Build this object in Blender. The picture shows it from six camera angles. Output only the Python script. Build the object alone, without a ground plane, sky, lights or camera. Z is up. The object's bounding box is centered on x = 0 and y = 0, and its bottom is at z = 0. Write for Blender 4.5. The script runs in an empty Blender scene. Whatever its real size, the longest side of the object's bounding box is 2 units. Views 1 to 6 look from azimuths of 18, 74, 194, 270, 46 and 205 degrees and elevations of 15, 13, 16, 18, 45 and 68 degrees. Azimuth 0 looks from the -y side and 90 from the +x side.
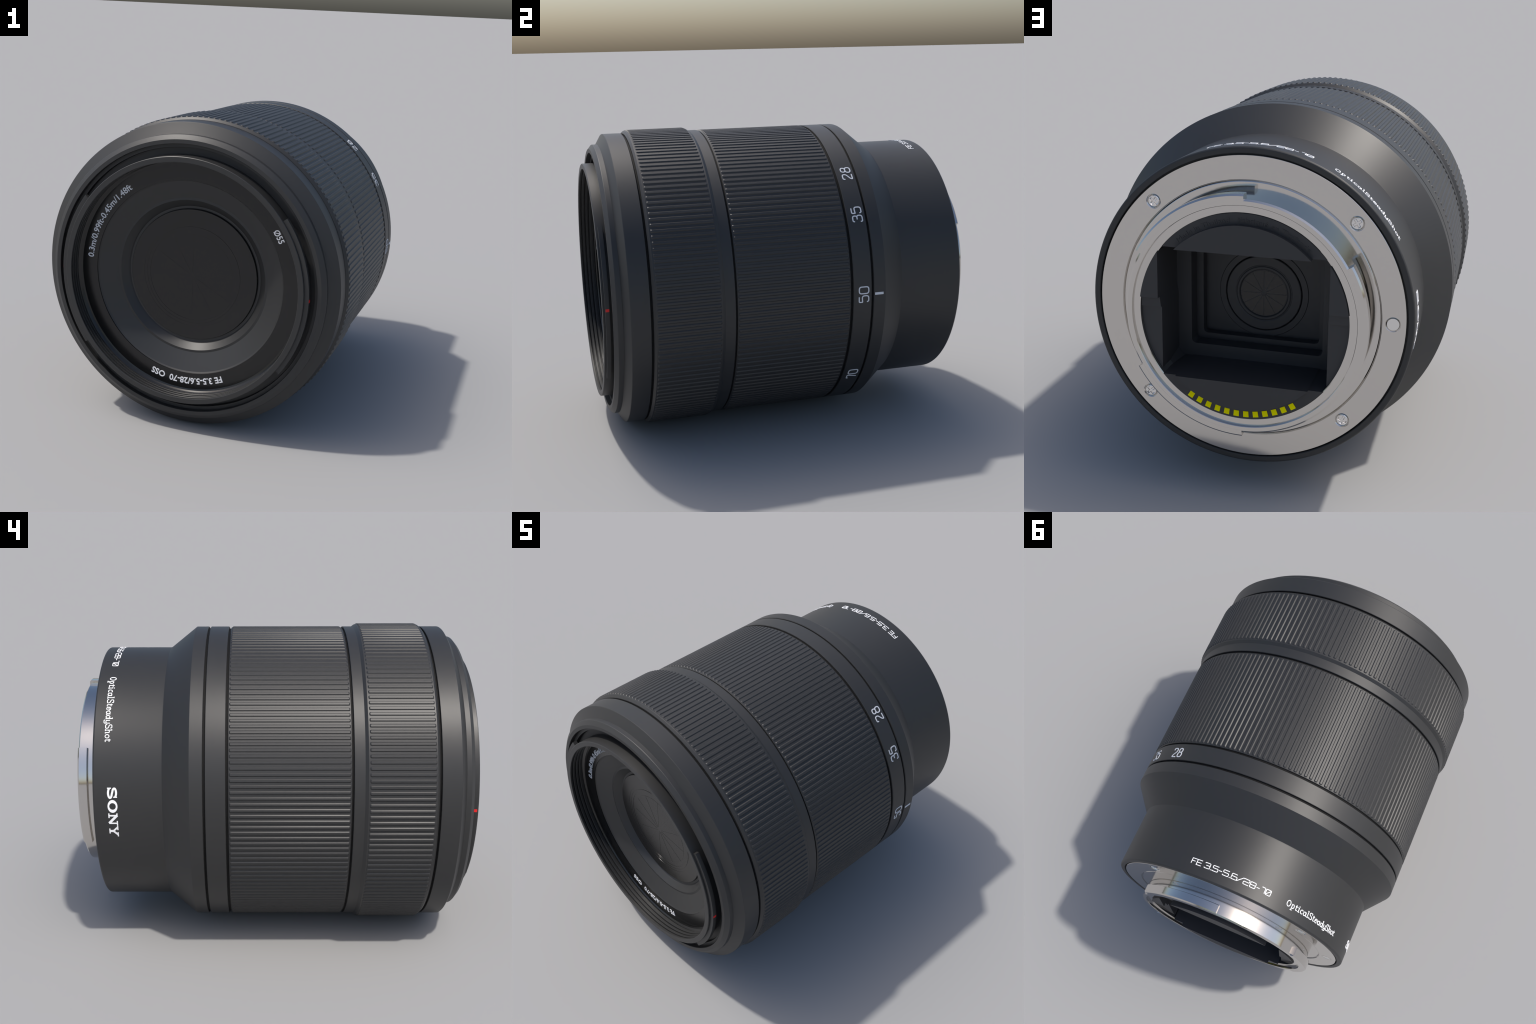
"""Zoom camera lens lying on its side: lathe-built barrel (axis along y, front at -y),
two ribbed rings, bayonet mount with lugs, screws and contacts, recessed front with
name ring and closed iris, stroke-built lettering."""
import bpy, bmesh, math
from math import sin, cos, pi, radians, degrees, atan2, hypot, sqrt

Z0 = 0.8010            # height of the optical axis
R_BODY = 0.7850        # main barrel
R_REAR = 0.6735         # rear barrel
SEG = 320

# ------------------------------------------------------------------ materials
def principled(name, base, rough, metallic=0.0, grain=0.0, grain_scale=400.0, tint=0.0, spec=0.5):
    m = bpy.data.materials.new(name)
    m.use_nodes = True
    nt = m.node_tree
    b = nt.nodes["Principled BSDF"]
    b.inputs["Roughness"].default_value = rough
    b.inputs["Metallic"].default_value = metallic
    b.inputs["Specular IOR Level"].default_value = spec
    tc = nt.nodes.new("ShaderNodeTexCoord")
    nz = nt.nodes.new("ShaderNodeTexNoise")
    nz.inputs["Scale"].default_value = grain_scale
    nz.inputs["Detail"].default_value = 3.0
    nt.links.new(tc.outputs["Object"], nz.inputs["Vector"])
    ramp = nt.nodes.new("ShaderNodeValToRGB")
    lo = [c * (1 - tint) for c in base]
    hi = [min(1.0, c * (1 + tint)) for c in base]
    ramp.color_ramp.elements[0].position = 0.3
    ramp.color_ramp.elements[1].position = 0.7
    ramp.color_ramp.elements[0].color = (*lo, 1)
    ramp.color_ramp.elements[1].color = (*hi, 1)
    nt.links.new(nz.outputs["Fac"], ramp.inputs["Fac"])
    nt.links.new(ramp.outputs["Color"], b.inputs["Base Color"])
    if grain > 0:
        bp = nt.nodes.new("ShaderNodeBump")
        bp.inputs["Strength"].default_value = grain
        bp.inputs["Distance"].default_value = 0.001
        nt.links.new(nz.outputs["Fac"], bp.inputs["Height"])
        nt.links.new(bp.outputs["Normal"], b.inputs["Normal"])
    return m

M_BODY = principled("black_satin_plastic", (0.0265, 0.0265, 0.0265), 0.47, grain=0.04, tint=0.04)
M_RUBBER = principled("black_ribbed_rubber", (0.0265, 0.0265, 0.0265), 0.46, grain=0.04, tint=0.04)
M_FRONT = principled("black_front_plastic", (0.0250, 0.0250, 0.0250), 0.44, grain=0.04, tint=0.04)
M_PLATE = principled("black_name_ring_plastic", (0.0075, 0.0075, 0.0075), 0.22, grain=0.03, tint=0.04)
M_GAP = principled("dark_groove_plastic", (0.006, 0.006, 0.006), 0.7, tint=0.03, spec=0.2)
M_INSIDE = principled("black_baffle_plastic", (0.030, 0.030, 0.032), 0.5, tint=0.04)
M_BLADE = principled("grey_black_iris_blade", (0.0075, 0.0075, 0.0075), 0.24, tint=0.04)
M_STEEL = principled("polished_mount_steel", (0.640, 0.618, 0.59), 0.10, metallic=1.0, tint=0.01)
M_SCREW = principled("bright_screw_steel", (0.80, 0.79, 0.78), 0.08, metallic=1.0, tint=0.01)
M_WHITE = principled("white_print", (0.93, 0.93, 0.94), 0.5, tint=0.01)
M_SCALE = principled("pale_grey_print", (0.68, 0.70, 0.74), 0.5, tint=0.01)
M_RED = principled("red_index_paint", (0.80, 0.012, 0.012), 0.45, tint=0.02)
M_GOLD = principled("yellow_contact_metal", (0.85, 0.78, 0.0), 0.8, tint=0.02, spec=0.05)

# ------------------------------------------------------------------ object helpers
ROOT = bpy.data.objects.new("camera_lens", None)
bpy.context.collection.objects.link(ROOT)
ROOT["label"] = "black zoom camera lens with ribbed rings and silver mount"
ROOT["category"] = "camera lens"

def finish(me, mat, sharp=32.0, smooth=True):
    me.materials.clear()
    me.materials.append(mat)
    for p in me.polygons:
        p.use_smooth = smooth
    if smooth and sharp is not None:
        me.set_sharp_from_angle(angle=radians(sharp))
    me.update()

def add(name, me, parent=ROOT):
    ob = bpy.data.objects.new(name, me)
    bpy.context.collection.objects.link(ob)
    ob.parent = parent
    return ob

def pt(y, r, a):
    return (r * cos(a), y, Z0 + r * sin(a))

def mesh_from(name, verts, faces):
    me = bpy.data.meshes.new(name)
    me.from_pydata(verts, [], faces)
    bm = bmesh.new()
    bm.from_mesh(me)
    bmesh.ops.remove_doubles(bm, verts=bm.verts, dist=1e-7)
    bmesh.ops.recalc_face_normals(bm, faces=bm.faces)
    bm.to_mesh(me)
    bm.free()
    return me

def lathe(name, prof, mat, parent=ROOT, closed=True, seg=SEG, sharp=9.0):
    """Revolve the (y, r) profile about the optical axis."""
    n = len(prof)
    verts, faces = [], []
    for i in range(seg):
        a = 2 * pi * i / seg
        verts += [pt(y, r, a) for y, r in prof]
    for i in range(seg):
        j = (i + 1) % seg
        for k in range(n if closed else n - 1):
            l = (k + 1) % n
            if prof[k][1] < 1e-6 and prof[l][1] < 1e-6:
                continue
            faces.append((i * n + k, j * n + k, j * n + l, i * n + l))
    me = mesh_from(name, verts, faces)
    finish(me, mat, sharp)
    return add(name, me, parent)

def sector(name, prof, a0, a1, mat, parent=ROOT, step=1.0, sharp=9.0):
    """Revolve a closed (y, r) profile from angle a0 to a1 (degrees) with end caps."""
    m = max(2, int(abs(a1 - a0) / step) + 1)
    n = len(prof)
    verts, faces = [], []
    for i in range(m + 1):
        a = radians(a0 + (a1 - a0) * i / m)
        verts += [pt(y, r, a) for y, r in prof]
    for i in range(m):
        for k in range(n):
            l = (k + 1) % n
            faces.append((i * n + k, (i + 1) * n + k, (i + 1) * n + l, i * n + l))
    faces.append(tuple(range(n)))
    faces.append(tuple(range(m * n, m * n + n)))
    me = mesh_from(name, verts, faces)
    finish(me, mat, sharp)
    return add(name, me, parent)

def prism(name, outline, y0, y1, mat, parent=ROOT, holes=(), bevel=0.0015):
    """Extrude an (x, z-above-axis) outline between two depths; holes are outlines too."""
    bm = bmesh.new()
    loops = []
    for ol in [outline] + list(holes):
        vs = [bm.verts.new((x, y0, Z0 + z)) for x, z in ol]
        es = [bm.edges.new((vs[i], vs[(i + 1) % len(vs)])) for i in range(len(vs))]
        loops.append(es)
    if holes:
        bmesh.ops.triangle_fill(bm, use_beauty=True, edges=[e for l in loops for e in l])
        bmesh.ops.dissolve_limit(bm, angle_limit=0.001, verts=bm.verts, edges=bm.edges)
    else:
        bm.faces.new(bm.verts)
    ret = bmesh.ops.extrude_face_region(bm, geom=bm.faces[:])
    mv = [g for g in ret["geom"] if isinstance(g, bmesh.types.BMVert)]
    bmesh.ops.translate(bm, verts=mv, vec=(0, y1 - y0, 0))
    bmesh.ops.recalc_face_normals(bm, faces=bm.faces)
    me = bpy.data.meshes.new(name)
    bm.to_mesh(me)
    bm.free()
    finish(me, mat, 32.0)
    return add(name, me, parent)

def arc(r, a0, a1, n):
    return [(r * cos(radians(a0 + (a1 - a0) * i / n)), r * sin(radians(a0 + (a1 - a0) * i / n))) for i in range(n + 1)]

def rounded_rect(hx, hz, rad, n=6):
    out = []
    for cx, cz, s in ((hx - rad, hz - rad, 0), (-hx + rad, hz - rad, 90), (-hx + rad, -hz + rad, 180), (hx - rad, -hz + rad, 270)):
        out += [(cx + rad * cos(radians(s + 90 * i / n)), cz + rad * sin(radians(s + 90 * i / n))) for i in range(n + 1)]
    return out

def boolean_cut(ob, cutters):
    for c in cutters:
        md = ob.modifiers.new("cut", "BOOLEAN")
        md.operation = "DIFFERENCE"
        md.solver = "EXACT"
        md.object = c
    dg = bpy.context.evaluated_depsgraph_get()
    me = bpy.data.meshes.new_from_object(ob.evaluated_get(dg))
    ob.modifiers.clear()
    old = ob.data
    ob.data = me
    bpy.data.meshes.remove(old)
    for c in cutters:
        bpy.data.objects.remove(c, do_unlink=True)

# ------------------------------------------------------------------ barrel
lathe("inner_barrel", [(-0.870, 0.774), (0.36, 0.774), (0.50, 0.66), (0.50, 0.645), (-0.870, 0.645)], M_GAP)

lathe("mount_barrel", [
    (0.3445, 0.660), (0.3445, 0.7815), (0.3470, R_BODY), (0.4085, R_BODY), (0.4105, 0.7838),
    (0.5440, 0.6765), (0.5475, 0.6742), (0.5520, R_REAR), (0.8755, R_REAR), (0.8795, 0.6718), (0.8825, 0.6690),
    (0.8838, 0.6650), (0.8840, 0.6490), (0.8820, 0.6465), (0.8780, 0.6450), (0.8640, 0.6450),
    (0.8640, 0.620), (0.56, 0.620)], M_BODY)

scale_ring = lathe("focal_length_ring", [
    (0.2355, 0.755), (0.2355, 0.7820), (0.2378, R_BODY), (0.3315, R_BODY), (0.3338, 0.7820), (0.3338, 0.755)], M_BODY)

zoom_ring = lathe("zoom_ring", [
    (0.2240, 0.755), (0.2240, 0.7789), (0.2215, 0.7812), (-0.3610, 0.7812), (-0.3635, 0.7789), (-0.3635, 0.755)], M_RUBBER)

lathe("barrel_band", [
    (-0.3728, 0.755), (-0.3728, 0.7825), (-0.3750, R_BODY), (-0.4300, R_BODY), (-0.4300, 0.755)], M_BODY)

focus_ring = lathe("focus_ring", [
    (-0.4245, 0.765), (-0.4245, 0.7848), (-0.4390, 0.7960), (-0.4400, 0.7966), (-0.7640, 0.7966), (-0.7650, 0.7960), (-0.7755, 0.7855),
    (-0.7765, 0.7830), (-0.7765, 0.765)], M_RUBBER)

# one rib: a bar with sloped, softly rounded flanks, laid along y, up = +z at origin
def rib_mesh(name, ya, yb, rtop, rbase, pitch):
    mid, half = (ya + yb) / 2, abs(yb - ya) / 2
    lev = [(0.335, 0.0000, rbase - 0.004), (0.315, 0.0006, rbase), (0.188, 0.0044, rtop - 0.0004), (0.166, 0.0051, rtop)]
    verts, faces = [], []
    rings = []
    for w, inset, r in lev:
        hw = w * pitch
        ring = rounded_rect(hw, half - inset, min(hw * 0.9, 0.0055), 4)
        rings.append(range(len(verts), len(verts) + len(ring)))
        for x, s in ring:
            verts.append((x, mid + s, sqrt(max(0, r * r - x * x))))
    n = len(rings[0])
    for k in range(len(lev) - 1):
        for i in range(n):
            j = (i + 1) % n
            faces.append((rings[k][i], rings[k][j], rings[k + 1][j], rings[k + 1][i]))
    faces.append(tuple(rings[-1]))
    me = mesh_from(name, verts, faces)
    finish(me, M_RUBBER, 20)
    return me

def ribs(name, parent, ya, yb, rtop, rbase, count, phase):
    me = rib_mesh(name, ya, yb, rtop, rbase, 2 * pi * rtop / count)
    for i in range(count):
        ang = 360.0 / count * (i + phase)          # angle from +x towards +z
        ob = add(name, me, parent)
        ob.location = (0, 0, Z0)
        ob.rotation_euler = (0, radians(90 - ang), 0)

ribs("zoom_rib", zoom_ring, 0.2200, -0.3590, R_BODY + 0.0006, 0.7812, 170, 0.40)
ribs("focus_rib", focus_ring, -0.4450, -0.7600, 0.8012, 0.7966, 170, 0.445)

# ------------------------------------------------------------------ front
lathe("front_barrel", [
    (-0.7868, 0.755), (-0.7868, 0.7825), (-0.7890, R_BODY), (-0.8815, R_BODY), (-0.8840, 0.7830),
    (-0.9140, 0.7325), (-0.9150, 0.7310), (-0.9385, 0.7310), (-0.9405, 0.7300), (-0.9565, 0.7105), (-0.9580, 0.7085), (-0.9580, 0.6890),
    (-0.9565, 0.6877), (-0.9310, 0.6877), (-0.9310, 0.6700), (-0.9080, 0.6680), (-0.9080, 0.6200), (-0.8750, 0.6200), (-0.8750, 0.755)], M_BODY)

thread = [(-0.9990, 0.6295), (-0.9990, 0.6060), (-0.9975, 0.6035)]
for i in range(3):
    y = -0.9885 + i * 0.0210
    thread += [(y, 0.6035), (y + 0.0012, 0.6045), (y + 0.0034, 0.6140), (y + 0.0066, 0.6140), (y + 0.0088, 0.6045), (y + 0.0100, 0.6035)]
thread += [(-0.9255, 0.6035), (-0.9240, 0.6080), (-0.8800, 0.6080), (-0.8800, 0.6320), (-0.9965, 0.6320)]
filter_ring = lathe("filter_ring", thread, M_FRONT)
for a in (0, 180):
    lug = sector("hood_lug", [(-0.9880, 0.6250), (-0.9880, 0.6540), (-0.9870, 0.6552), (-0.9665, 0.6552), (-0.9655, 0.6540), (-0.9655, 0.6250)],
                 a - 36.4, a + 36.4, M_FRONT, filter_ring)
    sector("index_mark", [(-0.9860, 0.6500), (-0.9860, 0.6559), (-0.9680, 0.6559), (-0.9680, 0.6500)], a - 0.62, a + 0.62, M_RED, filter_ring, 0.3)

name_ring = lathe("name_ring", [(-0.9180, 0.6090), (-0.9130, 0.6020), (-0.9070, 0.5960), (-0.9040, 0.5880), (-0.9040, 0.5040), (-0.8850, 0.5030), (-0.8850, 0.6090)], M_PLATE)
lathe("front_cone", [
    (-0.8985, 0.5042), (-0.8930, 0.4970), (-0.8500, 0.4070), (-0.8510, 0.3945), (-0.8150, 0.3590), (-0.8140, 0.3575), (-0.8140, 0.3450), (-0.7800, 0.3450),
    (-0.7800, 0.5026)], M_FRONT)
lathe("front_element", [
    (-0.8110, 0.3465), (-0.8250, 0.3425), (-0.8262, 0.3412), (-0.8262, 0.2725), (-0.8256, 0.2723), (-0.8256, 0.2560), (-0.8250, 0.2558),
    (-0.8250, 0.2530), (-0.8262, 0.2527), (-0.8262, 0.2390), (-0.8253, 0.2387), (-0.8253, 0.0), (-0.7800, 0.0), (-0.7800, 0.3465)], M_PLATE)

def iris(name, y_top, y_floor, r_out, r_in, gap, parent=ROOT):
    """Twelve wedge blades meeting at the axis, with hairline gaps between them."""
    for i in range(12):
        a0, a1 = 30 * i, 30 * (i + 1)
        m = radians((a0 + a1) / 2)
        rim = []
        n = 6
        for k in range(n + 1):
            a = radians(a0 + 30.0 * k / n)
            rim.append((r_out * cos(a), r_out * sin(a)))
        # shift the wedge outward along its bisector to open a constant gap
        s = gap / 2 / sin(radians(15))
        ox, oz = s * cos(m), s * sin(m)
        pts = [(r_in * cos(m) + ox, r_in * sin(m) + oz)] + [(x + ox * 0.98, z + oz * 0.98) for x, z in rim]
        prism(name, pts, y_floor, y_top, M_BLADE, parent)

iris("iris_blade", -0.8258, -0.8150, 0.2080, 0.010, 0.0036)

# ------------------------------------------------------------------ mount
flange = lathe("mount_flange", [
    (0.8600, 0.6400), (0.8810, 0.6400), (0.8825, 0.6385), (0.8825, 0.5442), (0.8770, 0.5428), (0.8762, 0.5415), (0.8768, 0.5400), (0.8800, 0.5355), (0.8806, 0.5340), (0.8806, 0.4500), (0.8600, 0.4500)], M_STEEL)
SCREWS = (47.0, 137.0, 227.0, 317.0)
R_SCREW = 0.587

def disc_profile(name, prof, mat, seg=40, sharp=32.0):
    """Small turned piece around its own y axis at the origin."""
    verts, faces = [], []
    n = len(prof)
    for i in range(seg):
        a = 2 * pi * i / seg
        verts += [(r * cos(a), y, r * sin(a)) for y, r in prof]
    for i in range(seg):
        j = (i + 1) % seg
        for k in range(n - 1):
            faces.append((i * n + k, j * n + k, j * n + k + 1, i * n + k + 1))
    me = mesh_from(name, verts, faces)
    finish(me, mat, sharp)
    return me

cutters = []
for a in SCREWS + (179.5,):
    c = add("hole_cutter", disc_profile("hole_cutter", [(-0.009, 0.0), (-0.009, 0.0255), (-0.0045, 0.0262), (0.0002, 0.0310), (0.02, 0.0310), (0.02, 0.0)], M_STEEL), None)
    c.location = (R_SCREW * cos(radians(a)), 0.8825, Z0 + R_SCREW * sin(radians(a)))
    cutters.append(c)
bpy.context.view_layer.update()
boolean_cut(flange, cutters)
finish(flange.data, M_STEEL, 8.0)

screw_me = disc_profile("mount_screw", [(-0.0085, 0.0), (-0.0085, 0.0252), (-0.0040, 0.0252), (-0.0004, 0.0222), (0.0000, 0.0215), (0.0000, 0.0)], M_SCREW)
scr0 = add("mount_screw", screw_me, flange)
scr0.location = (0, 0, 0)
slots = []
for q in (0, 90):
    me = bpy.data.meshes.new("slot")
    bm = bmesh.new()
    # tapered slot: wide at the head's face, narrow at its floor
    ring = [(0.0190, 0.0062, 0.001), (0.0190, 0.0060, 0.0), (0.0155, 0.0030, -0.0045)]
    vs = [[bm.verts.new((sx * hx, yy, sz * hz)) for sx, sz in ((1, 1), (-1, 1), (-1, -1), (1, -1))] for hx, hz, yy in ring]
    for k in range(2):
        for m in range(4):
            bm.faces.new((vs[k][m], vs[k][(m + 1) % 4], vs[k + 1][(m + 1) % 4], vs[k + 1][m]))
    bm.faces.new(vs[0])
    bm.faces.new(vs[2][::-1])
    bmesh.ops.recalc_face_normals(bm, faces=bm.faces)
    bm.to_mesh(me)
    bm.free()
    so = add("slot", me, None)
    so.location = (0, 0.0 if q else 0.0003, 0)
    so.rotation_euler = (0, radians(q + 45), 0)
    slots.append(so)
bpy.context.view_layer.update()
boolean_cut(scr0, slots)
finish(scr0.data, M_SCREW, 18.0)
for k, a in enumerate(SCREWS):
    s = scr0 if k == 0 else scr0.copy()
    if k:
        bpy.context.collection.objects.link(s)
        s.parent = flange
    s.location = (R_SCREW * cos(radians(a)), 0.8825, Z0 + R_SCREW * sin(radians(a)))
    s.rotation_euler = (0, radians((7, -12, 20, -5)[k]), 0)
pin = add("locking_pin", disc_profile("locking_pin", [(-0.0085, 0.0), (-0.0085, 0.0252), (-0.0035, 0.0252), (-0.0025, 0.0246), (-0.0002, 0.0244), (-0.0002, 0.0)], M_SCREW), flange)
pin.location = (R_SCREW * cos(radians(179.5)), 0.8825, Z0 + R_SCREW * sin(radians(179.5)))

bayonet = lathe("bayonet_ring", [
    (0.8650, 0.4875), (0.9810, 0.4875), (0.9875, 0.4805),
    (0.9875, 0.4635), (0.9860, 0.4620), (0.9740, 0.4605), (0.9740, 0.4330), (0.9725, 0.4300), (0.9000, 0.4300), (0.8650, 0.4300)], M_STEEL)
for a in (30, 150, 270):
    sector("bayonet_lug", [(0.9360, 0.4800), (0.9360, 0.4900), (0.9420, 0.5065), (0.9810, 0.5065), (0.9877, 0.4992), (0.9877, 0.4780)], a - 0.5, a + 60.5, M_STEEL, bayonet)

# rear light baffle inside the mount
HX, HZ = 0.350, 0.271
def segment_outline(r, z, n=36):
    a = degrees(math.asin(z / r))
    return arc(r, a, 180 - a, n)

def band_outline(r0, r1, z, n=36):
    a1 = degrees(math.asin(z / r1)); a0 = degrees(math.asin(z / r0))
    return arc(r1, a1, 180 - a1, n) + arc(r0, 180 - a0, a0, n)

baffle = prism("rear_baffle", segment_outline(0.4295, HZ), 0.750, 0.9740, M_INSIDE)
prism("baffle_plate", segment_outline(0.385, HZ - 0.003), 0.752, 0.9990, M_INSIDE, baffle)
low = prism("contact_block", [(x, -z) for x, z in segment_outline(0.4295, HZ)], 0.750, 0.9795, M_INSIDE, baffle)
prism("baffle_plate", [(x, -z) for x, z in segment_outline(0.385, HZ - 0.003)], 0.754, 0.9990, M_INSIDE, baffle)
for s in (1, -1):
    a = degrees(math.acos(HX / 0.4295))
    top = [(HX, 0.055)] + arc(0.4295, 7.4, a, 14)
    bot = arc(0.4295, -a, 1.6, 14) + [(HX - 0.006, 0.012)]
    bot = bot[:-1] + [(HX - 0.006, 0.012), (HX - 0.006, -0.2550)]
    mid = [(HX - 0.006, 0.012), (0.4290, 0.012), (0.4260, 0.0550), (HX, 0.055)]
    prism("baffle_side", [(s * x, z) for x, z in top], 0.748, 0.9860, M_INSIDE, baffle)
    prism("baffle_side", [(s * x, z) for x, z in bot], 0.748, 0.9560, M_INSIDE, baffle)
    prism("baffle_side", [(s * x, z) for x, z in mid], 0.748, 0.9660, M_INSIDE, baffle)
prism("baffle_frame", rounded_rect(0.400, 0.330, 0.01), 0.690, 0.7570, M_INSIDE, baffle, [[(x, z + 0.026) for x, z in rounded_rect(0.286, 0.239, 0.02)]])
prism("baffle_frame", rounded_rect(0.360, 0.300, 0.01), 0.642, 0.6820, M_INSIDE, baffle, [[(x, z + 0.026) for x, z in rounded_rect(0.257, 0.216, 0.02)]])
lathe("tunnel_wall", [(0.60, 0.440), (0.870, 0.440), (0.870, 0.429), (0.600, 0.400)], M_INSIDE, baffle, seg=96)
prism("rear_wall", rounded_rect(0.320, 0.270, 0.01), 0.600, 0.6340, M_INSIDE, baffle)
rear_el = lathe("rear_element", [
    (0.6100, 0.1975), (0.6350, 0.1975), (0.6372, 0.1950), (0.6372, 0.1710), (0.6340, 0.1690), (0.6340, 0.1670), (0.6390, 0.1645), (0.6400, 0.1620), (0.6390, 0.1270),
    (0.6370, 0.1235), (0.6375, 0.1205), (0.6410, 0.1190), (0.6420, 0.1165), (0.6415, 0.1090), (0.6390, 0.1060), (0.6345, 0.1040), (0.6345, 0.0), (0.610, 0.0)], M_INSIDE, baffle, seg=128)
iris("rear_iris_blade", 0.6355, 0.6320, 0.0960, 0.004, 0.0026, rear_el)

for i in range(12):
    a = -58.68 - 5.687 * i
    sector("electric_contact", [(0.9700, 0.3955), (0.9815, 0.3955), (0.9815, 0.4205), (0.9700, 0.4205)], a - 1.55, a + 1.55, M_GOLD, low, 1.0)

# ------------------------------------------------------------------ lettering
def barrel_map(radius, y_base, a_start):
    """text x -> increasing angle, text y -> towards the front (-y)."""
    def f(x, y, h):
        a = radians(a_start) + x / radius
        return pt(y_base - y, radius + h, a)
    return f

def ring_map(r_base, y_face, a_start, way, out):
    """text x -> along a circle on a flat face, text y -> outward."""
    def f(x, y, h):
        a = radians(a_start) + way * x / (r_base + 0.018)
        return pt(y_face + out * h, r_base + y, a)
    return f

def ribbon(points, width, closed=False):
    """2D outline quads of a stroked polyline with mitred joins: list of (left, right)."""
    n = len(points)
    out = []
    for i in range(n):
        p = points[i]
        if closed:
            a, b = points[i - 1], points[(i + 1) % n]
        else:
            a, b = points[max(i - 1, 0)], points[min(i + 1, n - 1)]
        d1 = (p[0] - a[0], p[1] - a[1]); d2 = (b[0] - p[0], b[1] - p[1])
        l1 = hypot(*d1); l2 = hypot(*d2)
        if l1 < 1e-9: d1, l1 = d2, l2
        if l2 < 1e-9: d2, l2 = d1, l1
        n1 = (-d1[1] / l1, d1[0] / l1); n2 = (-d2[1] / l2, d2[0] / l2)
        m = (n1[0] + n2[0], n1[1] + n2[1]); lm = hypot(*m) or 1.0
        m = (m[0] / lm, m[1] / lm)
        k = 1.0 / max(0.45, m[0] * n1[0] + m[1] * n1[1])
        w = width / 2 * k
        out.append(((p[0] + m[0] * w, p[1] + m[1] * w), (p[0] - m[0] * w, p[1] - m[1] * w)))
    return out

class Ink:
    """Collects raised stroke geometry and writes it as one mesh."""
    def __init__(self):
        self.v, self.f, self.k = [], [], 0
    def stroke(self, fmap, pts, width, closed=False, h=0.0016):
        self.k += 1
        h = h + (self.k % 5) * 0.00012
        rb = ribbon(pts, width, closed)
        b = len(self.v)
        for l, r in rb:
            for q, z in ((l, h), (r, h), (l, -0.002), (r, -0.002)):
                self.v.append(fmap(q[0], q[1], z))
        n = len(rb)
        for i in range(n if closed else n - 1):
            j = (i + 1) % n
            I, J = b + 4 * i, b + 4 * j
            self.f += [(I, J, J + 1, I + 1), (I, I + 2, J + 2, J), (I + 1, J + 1, J + 3, I + 3)]
        if not closed:
            e = b + 4 * (n - 1)
            self.f += [(b, b + 1, b + 3, b + 2), (e, e + 2, e + 3, e + 1)]
    def write(self, name, mat, parent):
        me = mesh_from(name, self.v, self.f)
        finish(me, mat, 30, smooth=False)
        return add(name, me, parent)

def soften(pts, rad, closed=False, n=4):
    """Round the corners of a polyline."""
    out = []
    m = len(pts)
    for i, p in enumerate(pts):
        if not closed and i in (0, m - 1):
            out.append(p)
            continue
        a, b = pts[i - 1], pts[(i + 1) % m]
        la, lb = hypot(a[0] - p[0], a[1] - p[1]), hypot(b[0] - p[0], b[1] - p[1])
        r = min(rad, la * 0.5, lb * 0.5)
        s = (p[0] + (a[0] - p[0]) / la * r, p[1] + (a[1] - p[1]) / la * r)
        e = (p[0] + (b[0] - p[0]) / lb * r, p[1] + (b[1] - p[1]) / lb * r)
        for k in range(n + 1):
            t = k / n
            out.append(((1 - t) ** 2 * s[0] + 2 * t * (1 - t) * p[0] + t * t * e[0],
                        (1 - t) ** 2 * s[1] + 2 * t * (1 - t) * p[1] + t * t * e[1]))
    return out

# stroke fonts: glyph -> (advance, [(closed, corner radius, points)])
SQUARE = {
    "F": (0.95, [(0, 0, [(0, 0), (0, 1), (0.85, 1)]), (0, 0, [(0, 0.52), (0.62, 0.52)])]),
    "E": (1.05, [(0, 0, [(0.85, 1), (0, 1), (0, 0), (0.85, 0)]), (0, 0, [(0, 0.5), (0.78, 0.5)])]),
    "3": (1.05, [(0, 0.18, [(0, 0.86), (0, 1), (0.9, 1), (0.9, 0), (0, 0), (0, 0.14)]), (0, 0, [(0.22, 0.52), (0.9, 0.52)])]),
    "5": (1.12, [(0, 0.16, [(0.95, 1), (0, 1), (0, 0.55), (0.95, 0.55), (0.95, 0), (0, 0), (0, 0.14)])]),
    "6": (1.12, [(0, 0.16, [(0.85, 1), (0, 1), (0, 0), (0.95, 0), (0.95, 0.55), (0, 0.55)])]),
    "2": (1.15, [(0, 0.16, [(0, 0.88), (0, 1), (0.95, 1), (0.95, 0.5), (0, 0.5), (0, 0), (0.95, 0)])]),
    "8": (1.12, [(1, 0.16, [(0, 0), (0, 1), (0.9, 1), (0.9, 0)]), (0, 0, [(0, 0.5), (0.9, 0.5)])]),
    "7": (0.80, [(0, 0.16, [(0, 1), (0.62, 1), (0.62, 0)])]),
    "0": (0.90, [(1, 0.16, [(0, 0), (0, 1), (0.85, 1), (0.85, 0)]), (0, 0, [(0.06, 0.1), (0.79, 0.9)])]),
    "-": (0.72, [(0, 0, [(0.0, 0.45), (0.52, 0.45)])]),
    "/": (0.95, [(0, 0, [(-0.12, 0), (0.85, 1.02)])]),
    ".": (0.34, [(0, 0, [(0.02, 0.0), (0.18, 0.0)])]),
    " ": (0.40, []), "_": (0.12, []),
}
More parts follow.
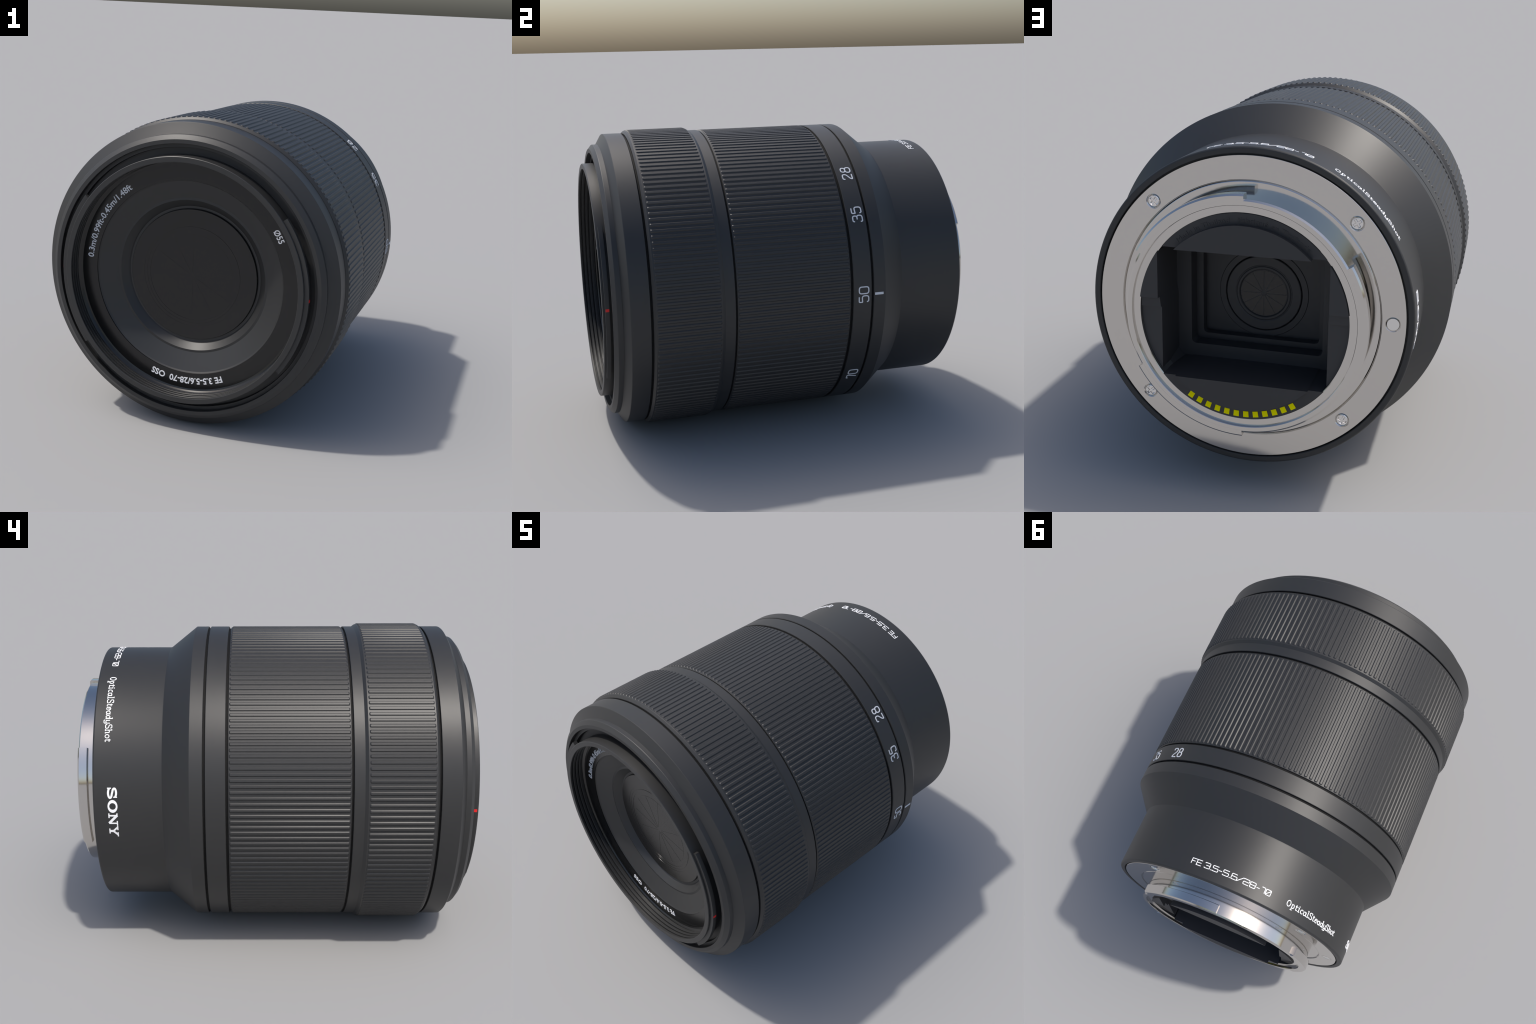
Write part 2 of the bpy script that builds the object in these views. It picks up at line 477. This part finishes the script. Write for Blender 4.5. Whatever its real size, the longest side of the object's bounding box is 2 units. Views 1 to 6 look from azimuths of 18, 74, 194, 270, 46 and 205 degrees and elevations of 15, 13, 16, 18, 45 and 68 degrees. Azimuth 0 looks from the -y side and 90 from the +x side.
ROUND = {
    "2": (1.0, [(0, 0.20, [(0, 0.78), (0.02, 1), (0.66, 1), (0.70, 0.62), (0.10, 0.22), (0, 0), (0.72, 0)])]),
    "8": (1.0, [(1, 0.24, [(0.06, 0.54), (0.06, 1), (0.66, 1), (0.66, 0.54)]), (1, 0.26, [(0, 0), (0, 0.54), (0.72, 0.54), (0.72, 0)])]),
    "3": (1.0, [(0, 0.22, [(0, 0.82), (0.06, 1), (0.68, 1), (0.68, 0.55), (0.26, 0.54)]), (0, 0.24, [(0.30, 0.54), (0.74, 0.54), (0.74, 0), (0.04, 0), (0, 0.2)])]),
    "5": (1.0, [(0, 0.12, [(0.62, 1), (0, 1), (0, 0.62)]), (0, 0.26, [(0, 0.64), (0.74, 0.70), (0.74, 0), (0.10, 0), (0.02, 0.18)])]),
    "0": (1.0, [(1, 0.26, [(0, 0), (0, 1), (0.78, 1), (0.78, 0)])]),
    "7": (0.85, [(0, 0.10, [(0, 0.82), (0, 1), (0.62, 1), (0.34, 0)])]),
}
def oval(cx, cy, rx, ry, a0=0, a1=360, n=16):
    return [(cx + rx * cos(radians(a0 + (a1 - a0) * i / n)), cy + ry * sin(radians(a0 + (a1 - a0) * i / n))) for i in range(n + (0 if a1 - a0 == 360 else 1))]
SERIF = {
    "O": (0.62, [(1, 0, oval(0.25, 0.5, 0.23, 0.46))]),
    "p": (0.56, [(0, 0, [(0.06, 0.66), (0.10, 0.62), (0.10, -0.26)]), (0, 0, [(-0.02, -0.26), (0.24, -0.26)]), (0, 0, oval(0.22, 0.34, 0.17, 0.30, 130, -140))]),
    "t": (0.40, [(0, 0.12, [(0.12, 0.86), (0.12, 0.04), (0.34, 0.08)]), (0, 0, [(0.0, 0.64), (0.32, 0.64)])]),
    "i": (0.36, [(0, 0, [(0.0, 0.62), (0.12, 0.62), (0.12, 0.02)]), (0, 0, [(0.0, 0.03), (0.26, 0.03)]), (0, 0, [(0.06, 0.86), (0.18, 0.86)])]),
    "c": (0.46, [(0, 0, oval(0.22, 0.32, 0.19, 0.30, 40, 320))]),
    "a": (0.54, [(1, 0, oval(0.19, 0.30, 0.17, 0.29)), (0, 0.08, [(0.38, 0.64), (0.38, 0.06), (0.48, 0.02)])]),
    "l": (0.36, [(0, 0, [(0.0, 0.98), (0.12, 0.98), (0.12, 0.02)]), (0, 0, [(0.0, 0.03), (0.26, 0.03)])]),
    "S": (0.56, [(0, 0.26, [(0.42, 0.74), (0.40, 0.97), (0.04, 0.97), (0.04, 0.60), (0.44, 0.42), (0.46, 0.03), (0.03, 0.03), (0.0, 0.26)])]),
    "e": (0.50, [(0, 0, [(0.04, 0.36), (0.40, 0.38)] + oval(0.22, 0.32, 0.19, 0.30, 20, 325)[0:])]),
    "d": (0.56, [(1, 0, oval(0.19, 0.30, 0.17, 0.29)), (0, 0, [(0.28, 0.97), (0.39, 0.97), (0.39, 0.03), (0.48, 0.03)])]),
    "y": (0.52, [(0, 0.10, [(0.04, 0.64), (0.06, 0.06), (0.26, 0.02), (0.38, 0.16)]), (0, 0.16, [(0.38, 0.66), (0.38, -0.24), (0.04, -0.26), (0.0, -0.12)])]),
    "h": (0.58, [(0, 0, [(0.0, 0.98), (0.10, 0.98), (0.10, 0.02)]), (0, 0, [(0.0, 0.03), (0.20, 0.03)]), (0, 0.16, [(0.10, 0.46), (0.20, 0.64), (0.38, 0.62), (0.38, 0.02)]), (0, 0, [(0.34, 0.03), (0.48, 0.03)])]),
    "o": (0.50, [(1, 0, oval(0.21, 0.31, 0.19, 0.29))]),
}
SLAB = {
    "S": (1.36, [(0, 0, oval(0.60, 0.73, 0.46, 0.20, 20, 255, 18) + oval(0.62, 0.27, 0.50, 0.20, 78, -160, 18)),
                 (0, 0, [(1.05, 0.62), (1.05, 1.02)]), (0, 0, [(0.11, -0.02), (0.11, 0.40)])]),
    "O": (1.42, []),
    "N": (1.36, [(0, 0, [(0.25, 0.05), (0.25, 0.95)]), (0, 0, [(0.22, 0.94), (1.08, 0.06)]), (0, 0, [(1.10, 0.05), (1.10, 0.95)]),
                 (0, 0, [(0.0, 0.07), (0.5, 0.07)]), (0, 0, [(0.0, 0.93), (0.34, 0.93)]), (0, 0, [(0.84, 0.93), (1.32, 0.93)])]),
    "Y": (1.30, [(0, 0, [(0.20, 0.93), (0.64, 0.44), (1.08, 0.93)]), (0, 0, [(0.64, 0.50), (0.64, 0.05)]),
                 (0, 0, [(0.0, 0.93), (0.52, 0.93)]), (0, 0, [(0.80, 0.93), (1.28, 0.93)]), (0, 0, [(0.36, 0.07), (0.92, 0.07)])]),
}

def write_strokes(name, text, font, fmap, height, length, weight, mat, parent):
    """Lay a string out in a stroke font so that it is `height` tall and `length` long."""
    total = sum(font[c][0] for c in text)
    last = font[text[-1]]
    ext = max([p[0] for s in last[1] for p in s[2]] + [0]) if last[1] else last[0]
    total += ext - last[0]
    sx = (length - weight) / total
    sy = height - weight
    ink = Ink()
    x = 0.0
    for c in text:
        adv, strokes = font[c]
        for closed, rad, pts in strokes:
            P = [((x + px) * sx + weight / 2, py * sy + weight / 2) for px, py in pts]
            if rad:
                P = soften(P, rad * sy, bool(closed))
            ink.stroke(fmap, P, weight, bool(closed))
        x += adv
    return ink.write(name, mat, parent)

mount_barrel = bpy.data.objects["mount_barrel"]
write_strokes("aperture_lettering", "FE 3.5-5.6/28-_70", SQUARE, barrel_map(R_REAR, 0.8265, 73.2), 0.0315, radians(37.4) * R_REAR, 0.0037, M_WHITE, mount_barrel)
write_strokes("stabiliser_lettering", "OpticalSteadyShot", SERIF, barrel_map(R_REAR, 0.8260, 118.5), 0.0365, radians(32.3) * R_REAR, 0.0040, M_WHITE, mount_barrel)

# maker's word mark: slab letters plus an O of uneven thickness
def word_mark():
    H, L = 0.0455, radians(21.9) * R_REAR
    fm = barrel_map(R_REAR, 0.8110, 169.3)
    ink = Ink()
    sx = L / (1.36 + 1.42 + 1.36 + 1.28)
    x = 0.0
    for c, wt in (("S", 0.0085), ("O", 0), ("N", 0.0074), ("Y", 0.0074)):
        adv, strokes = SLAB[c]
        for i, (closed, rad, pts) in enumerate(strokes):
            w = wt
            if c == "S": w = 0.0096 if i == 0 else 0.0052
            if c == "N": w = (0.0072, 0.0120, 0.0064, 0.0058, 0.0058, 0.0058)[i]
            if c == "Y": w = (0.0086, 0.0105, 0.0058, 0.0058, 0.0058)[i]
            P = [((x + px) * sx, py * H) for px, py in pts]
            if rad: P = soften(P, rad * H, False, 6)
            ink.stroke(fm, P, w)
        if c == "O":
            n = 40
            b = len(ink.v)
            cx, cy = (x + 0.66) * sx, H / 2
            for i in range(n):
                a = 2 * pi * i / n
                o = (cx + 0.68 * sx * cos(a), cy + H * 0.53 * sin(a))
                q = (cx + 0.36 * sx * cos(a), cy + H * 0.35 * sin(a))
                for p, h in ((o, 0.0017), (q, 0.0017), (o, -0.002), (q, -0.002)):
                    ink.v.append(fm(p[0], p[1], h))
            for i in range(n):
                I, J = b + 4 * i, b + 4 * ((i + 1) % n)
                ink.f += [(I, J, J + 1, I + 1), (I, I + 2, J + 2, J), (I + 1, J + 1, J + 3, I + 3)]
        x += adv
    ink.write("maker_lettering", M_WHITE, mount_barrel)
word_mark()

for txt, a, ln in (("28", 44.2, 6.0), ("35", 26.5, 6.1), ("50", -3.5, 6.2), ("70", -41.0, 6.0)):
    write_strokes("focal_numeral", txt, ROUND, barrel_map(R_BODY, 0.3190, a), 0.0570, radians(ln) * R_BODY, 0.0058, M_SCALE, scale_ring)
tick = Ink()
tick.stroke(barrel_map(R_BODY, 0.3962, -0.45), [(0, 0), (0, 0.0456)], 0.0122)
tick.write("focal_index", M_SCALE, mount_barrel)

def write_text(name, text, fmap, height, length, mat, parent, bold=0.0, depth=0.0015):
    """Lettering in the built-in font, squeezed to the given height and length, bent by fmap."""
    cu = bpy.data.curves.new(name, "FONT")
    cu.body = text
    cu.offset = bold
    cu.resolution_u = 3
    cu.extrude = 0.5
    ob = bpy.data.objects.new(name, cu)
    bpy.context.collection.objects.link(ob)
    bpy.context.view_layer.update()
    dg = bpy.context.evaluated_depsgraph_get()
    me = bpy.data.meshes.new_from_object(ob.evaluated_get(dg))
    bpy.data.objects.remove(ob, do_unlink=True)
    xs = [v.co.x for v in me.vertices]
    x0, x1 = min(xs), max(xs)
    cap = 0.73                                  # digit height of the built-in font
    for v in me.vertices:
        x, y, z = v.co
        v.co = fmap((x - x0) / (x1 - x0) * length, y / cap * height, depth if z > 0 else -0.002)
    finish(me, mat, 30, smooth=False)
    me.name = name
    return add(name, me, parent)

R_T = 0.528
span = lambda deg, r=0.547: radians(deg) * r
write_text("range_lettering", "0.3m/0.99ft-0.45m/1.48ft", ring_map(R_T, -0.904, 174.9, -1, -1), 0.0330, span(49.3, 0.545), M_SCALE, name_ring, 0.012)
write_text("name_lettering", "FE 3.5-5.6/28-70  OSS", ring_map(R_T + 0.001, -0.904, -68.0, -1, -1), 0.0335, span(41.9, 0.546), M_WHITE, name_ring, 0.020)
write_text("filter_lettering", "\u00d855", ring_map(0.5285, -0.904, 34.2, -1, -1), 0.0320, span(7.3, 0.546), M_WHITE, name_ring, 0.016)
write_text("origin_lettering", "Made in Thailand   Fabriqu\u00e9 en Tha\u00eflande", ring_map(0.3935, 0.974, 48.0, 1, 1), 0.0200, radians(84) * 0.4115, M_INSIDE, baffle, 0.0, 0.0018)
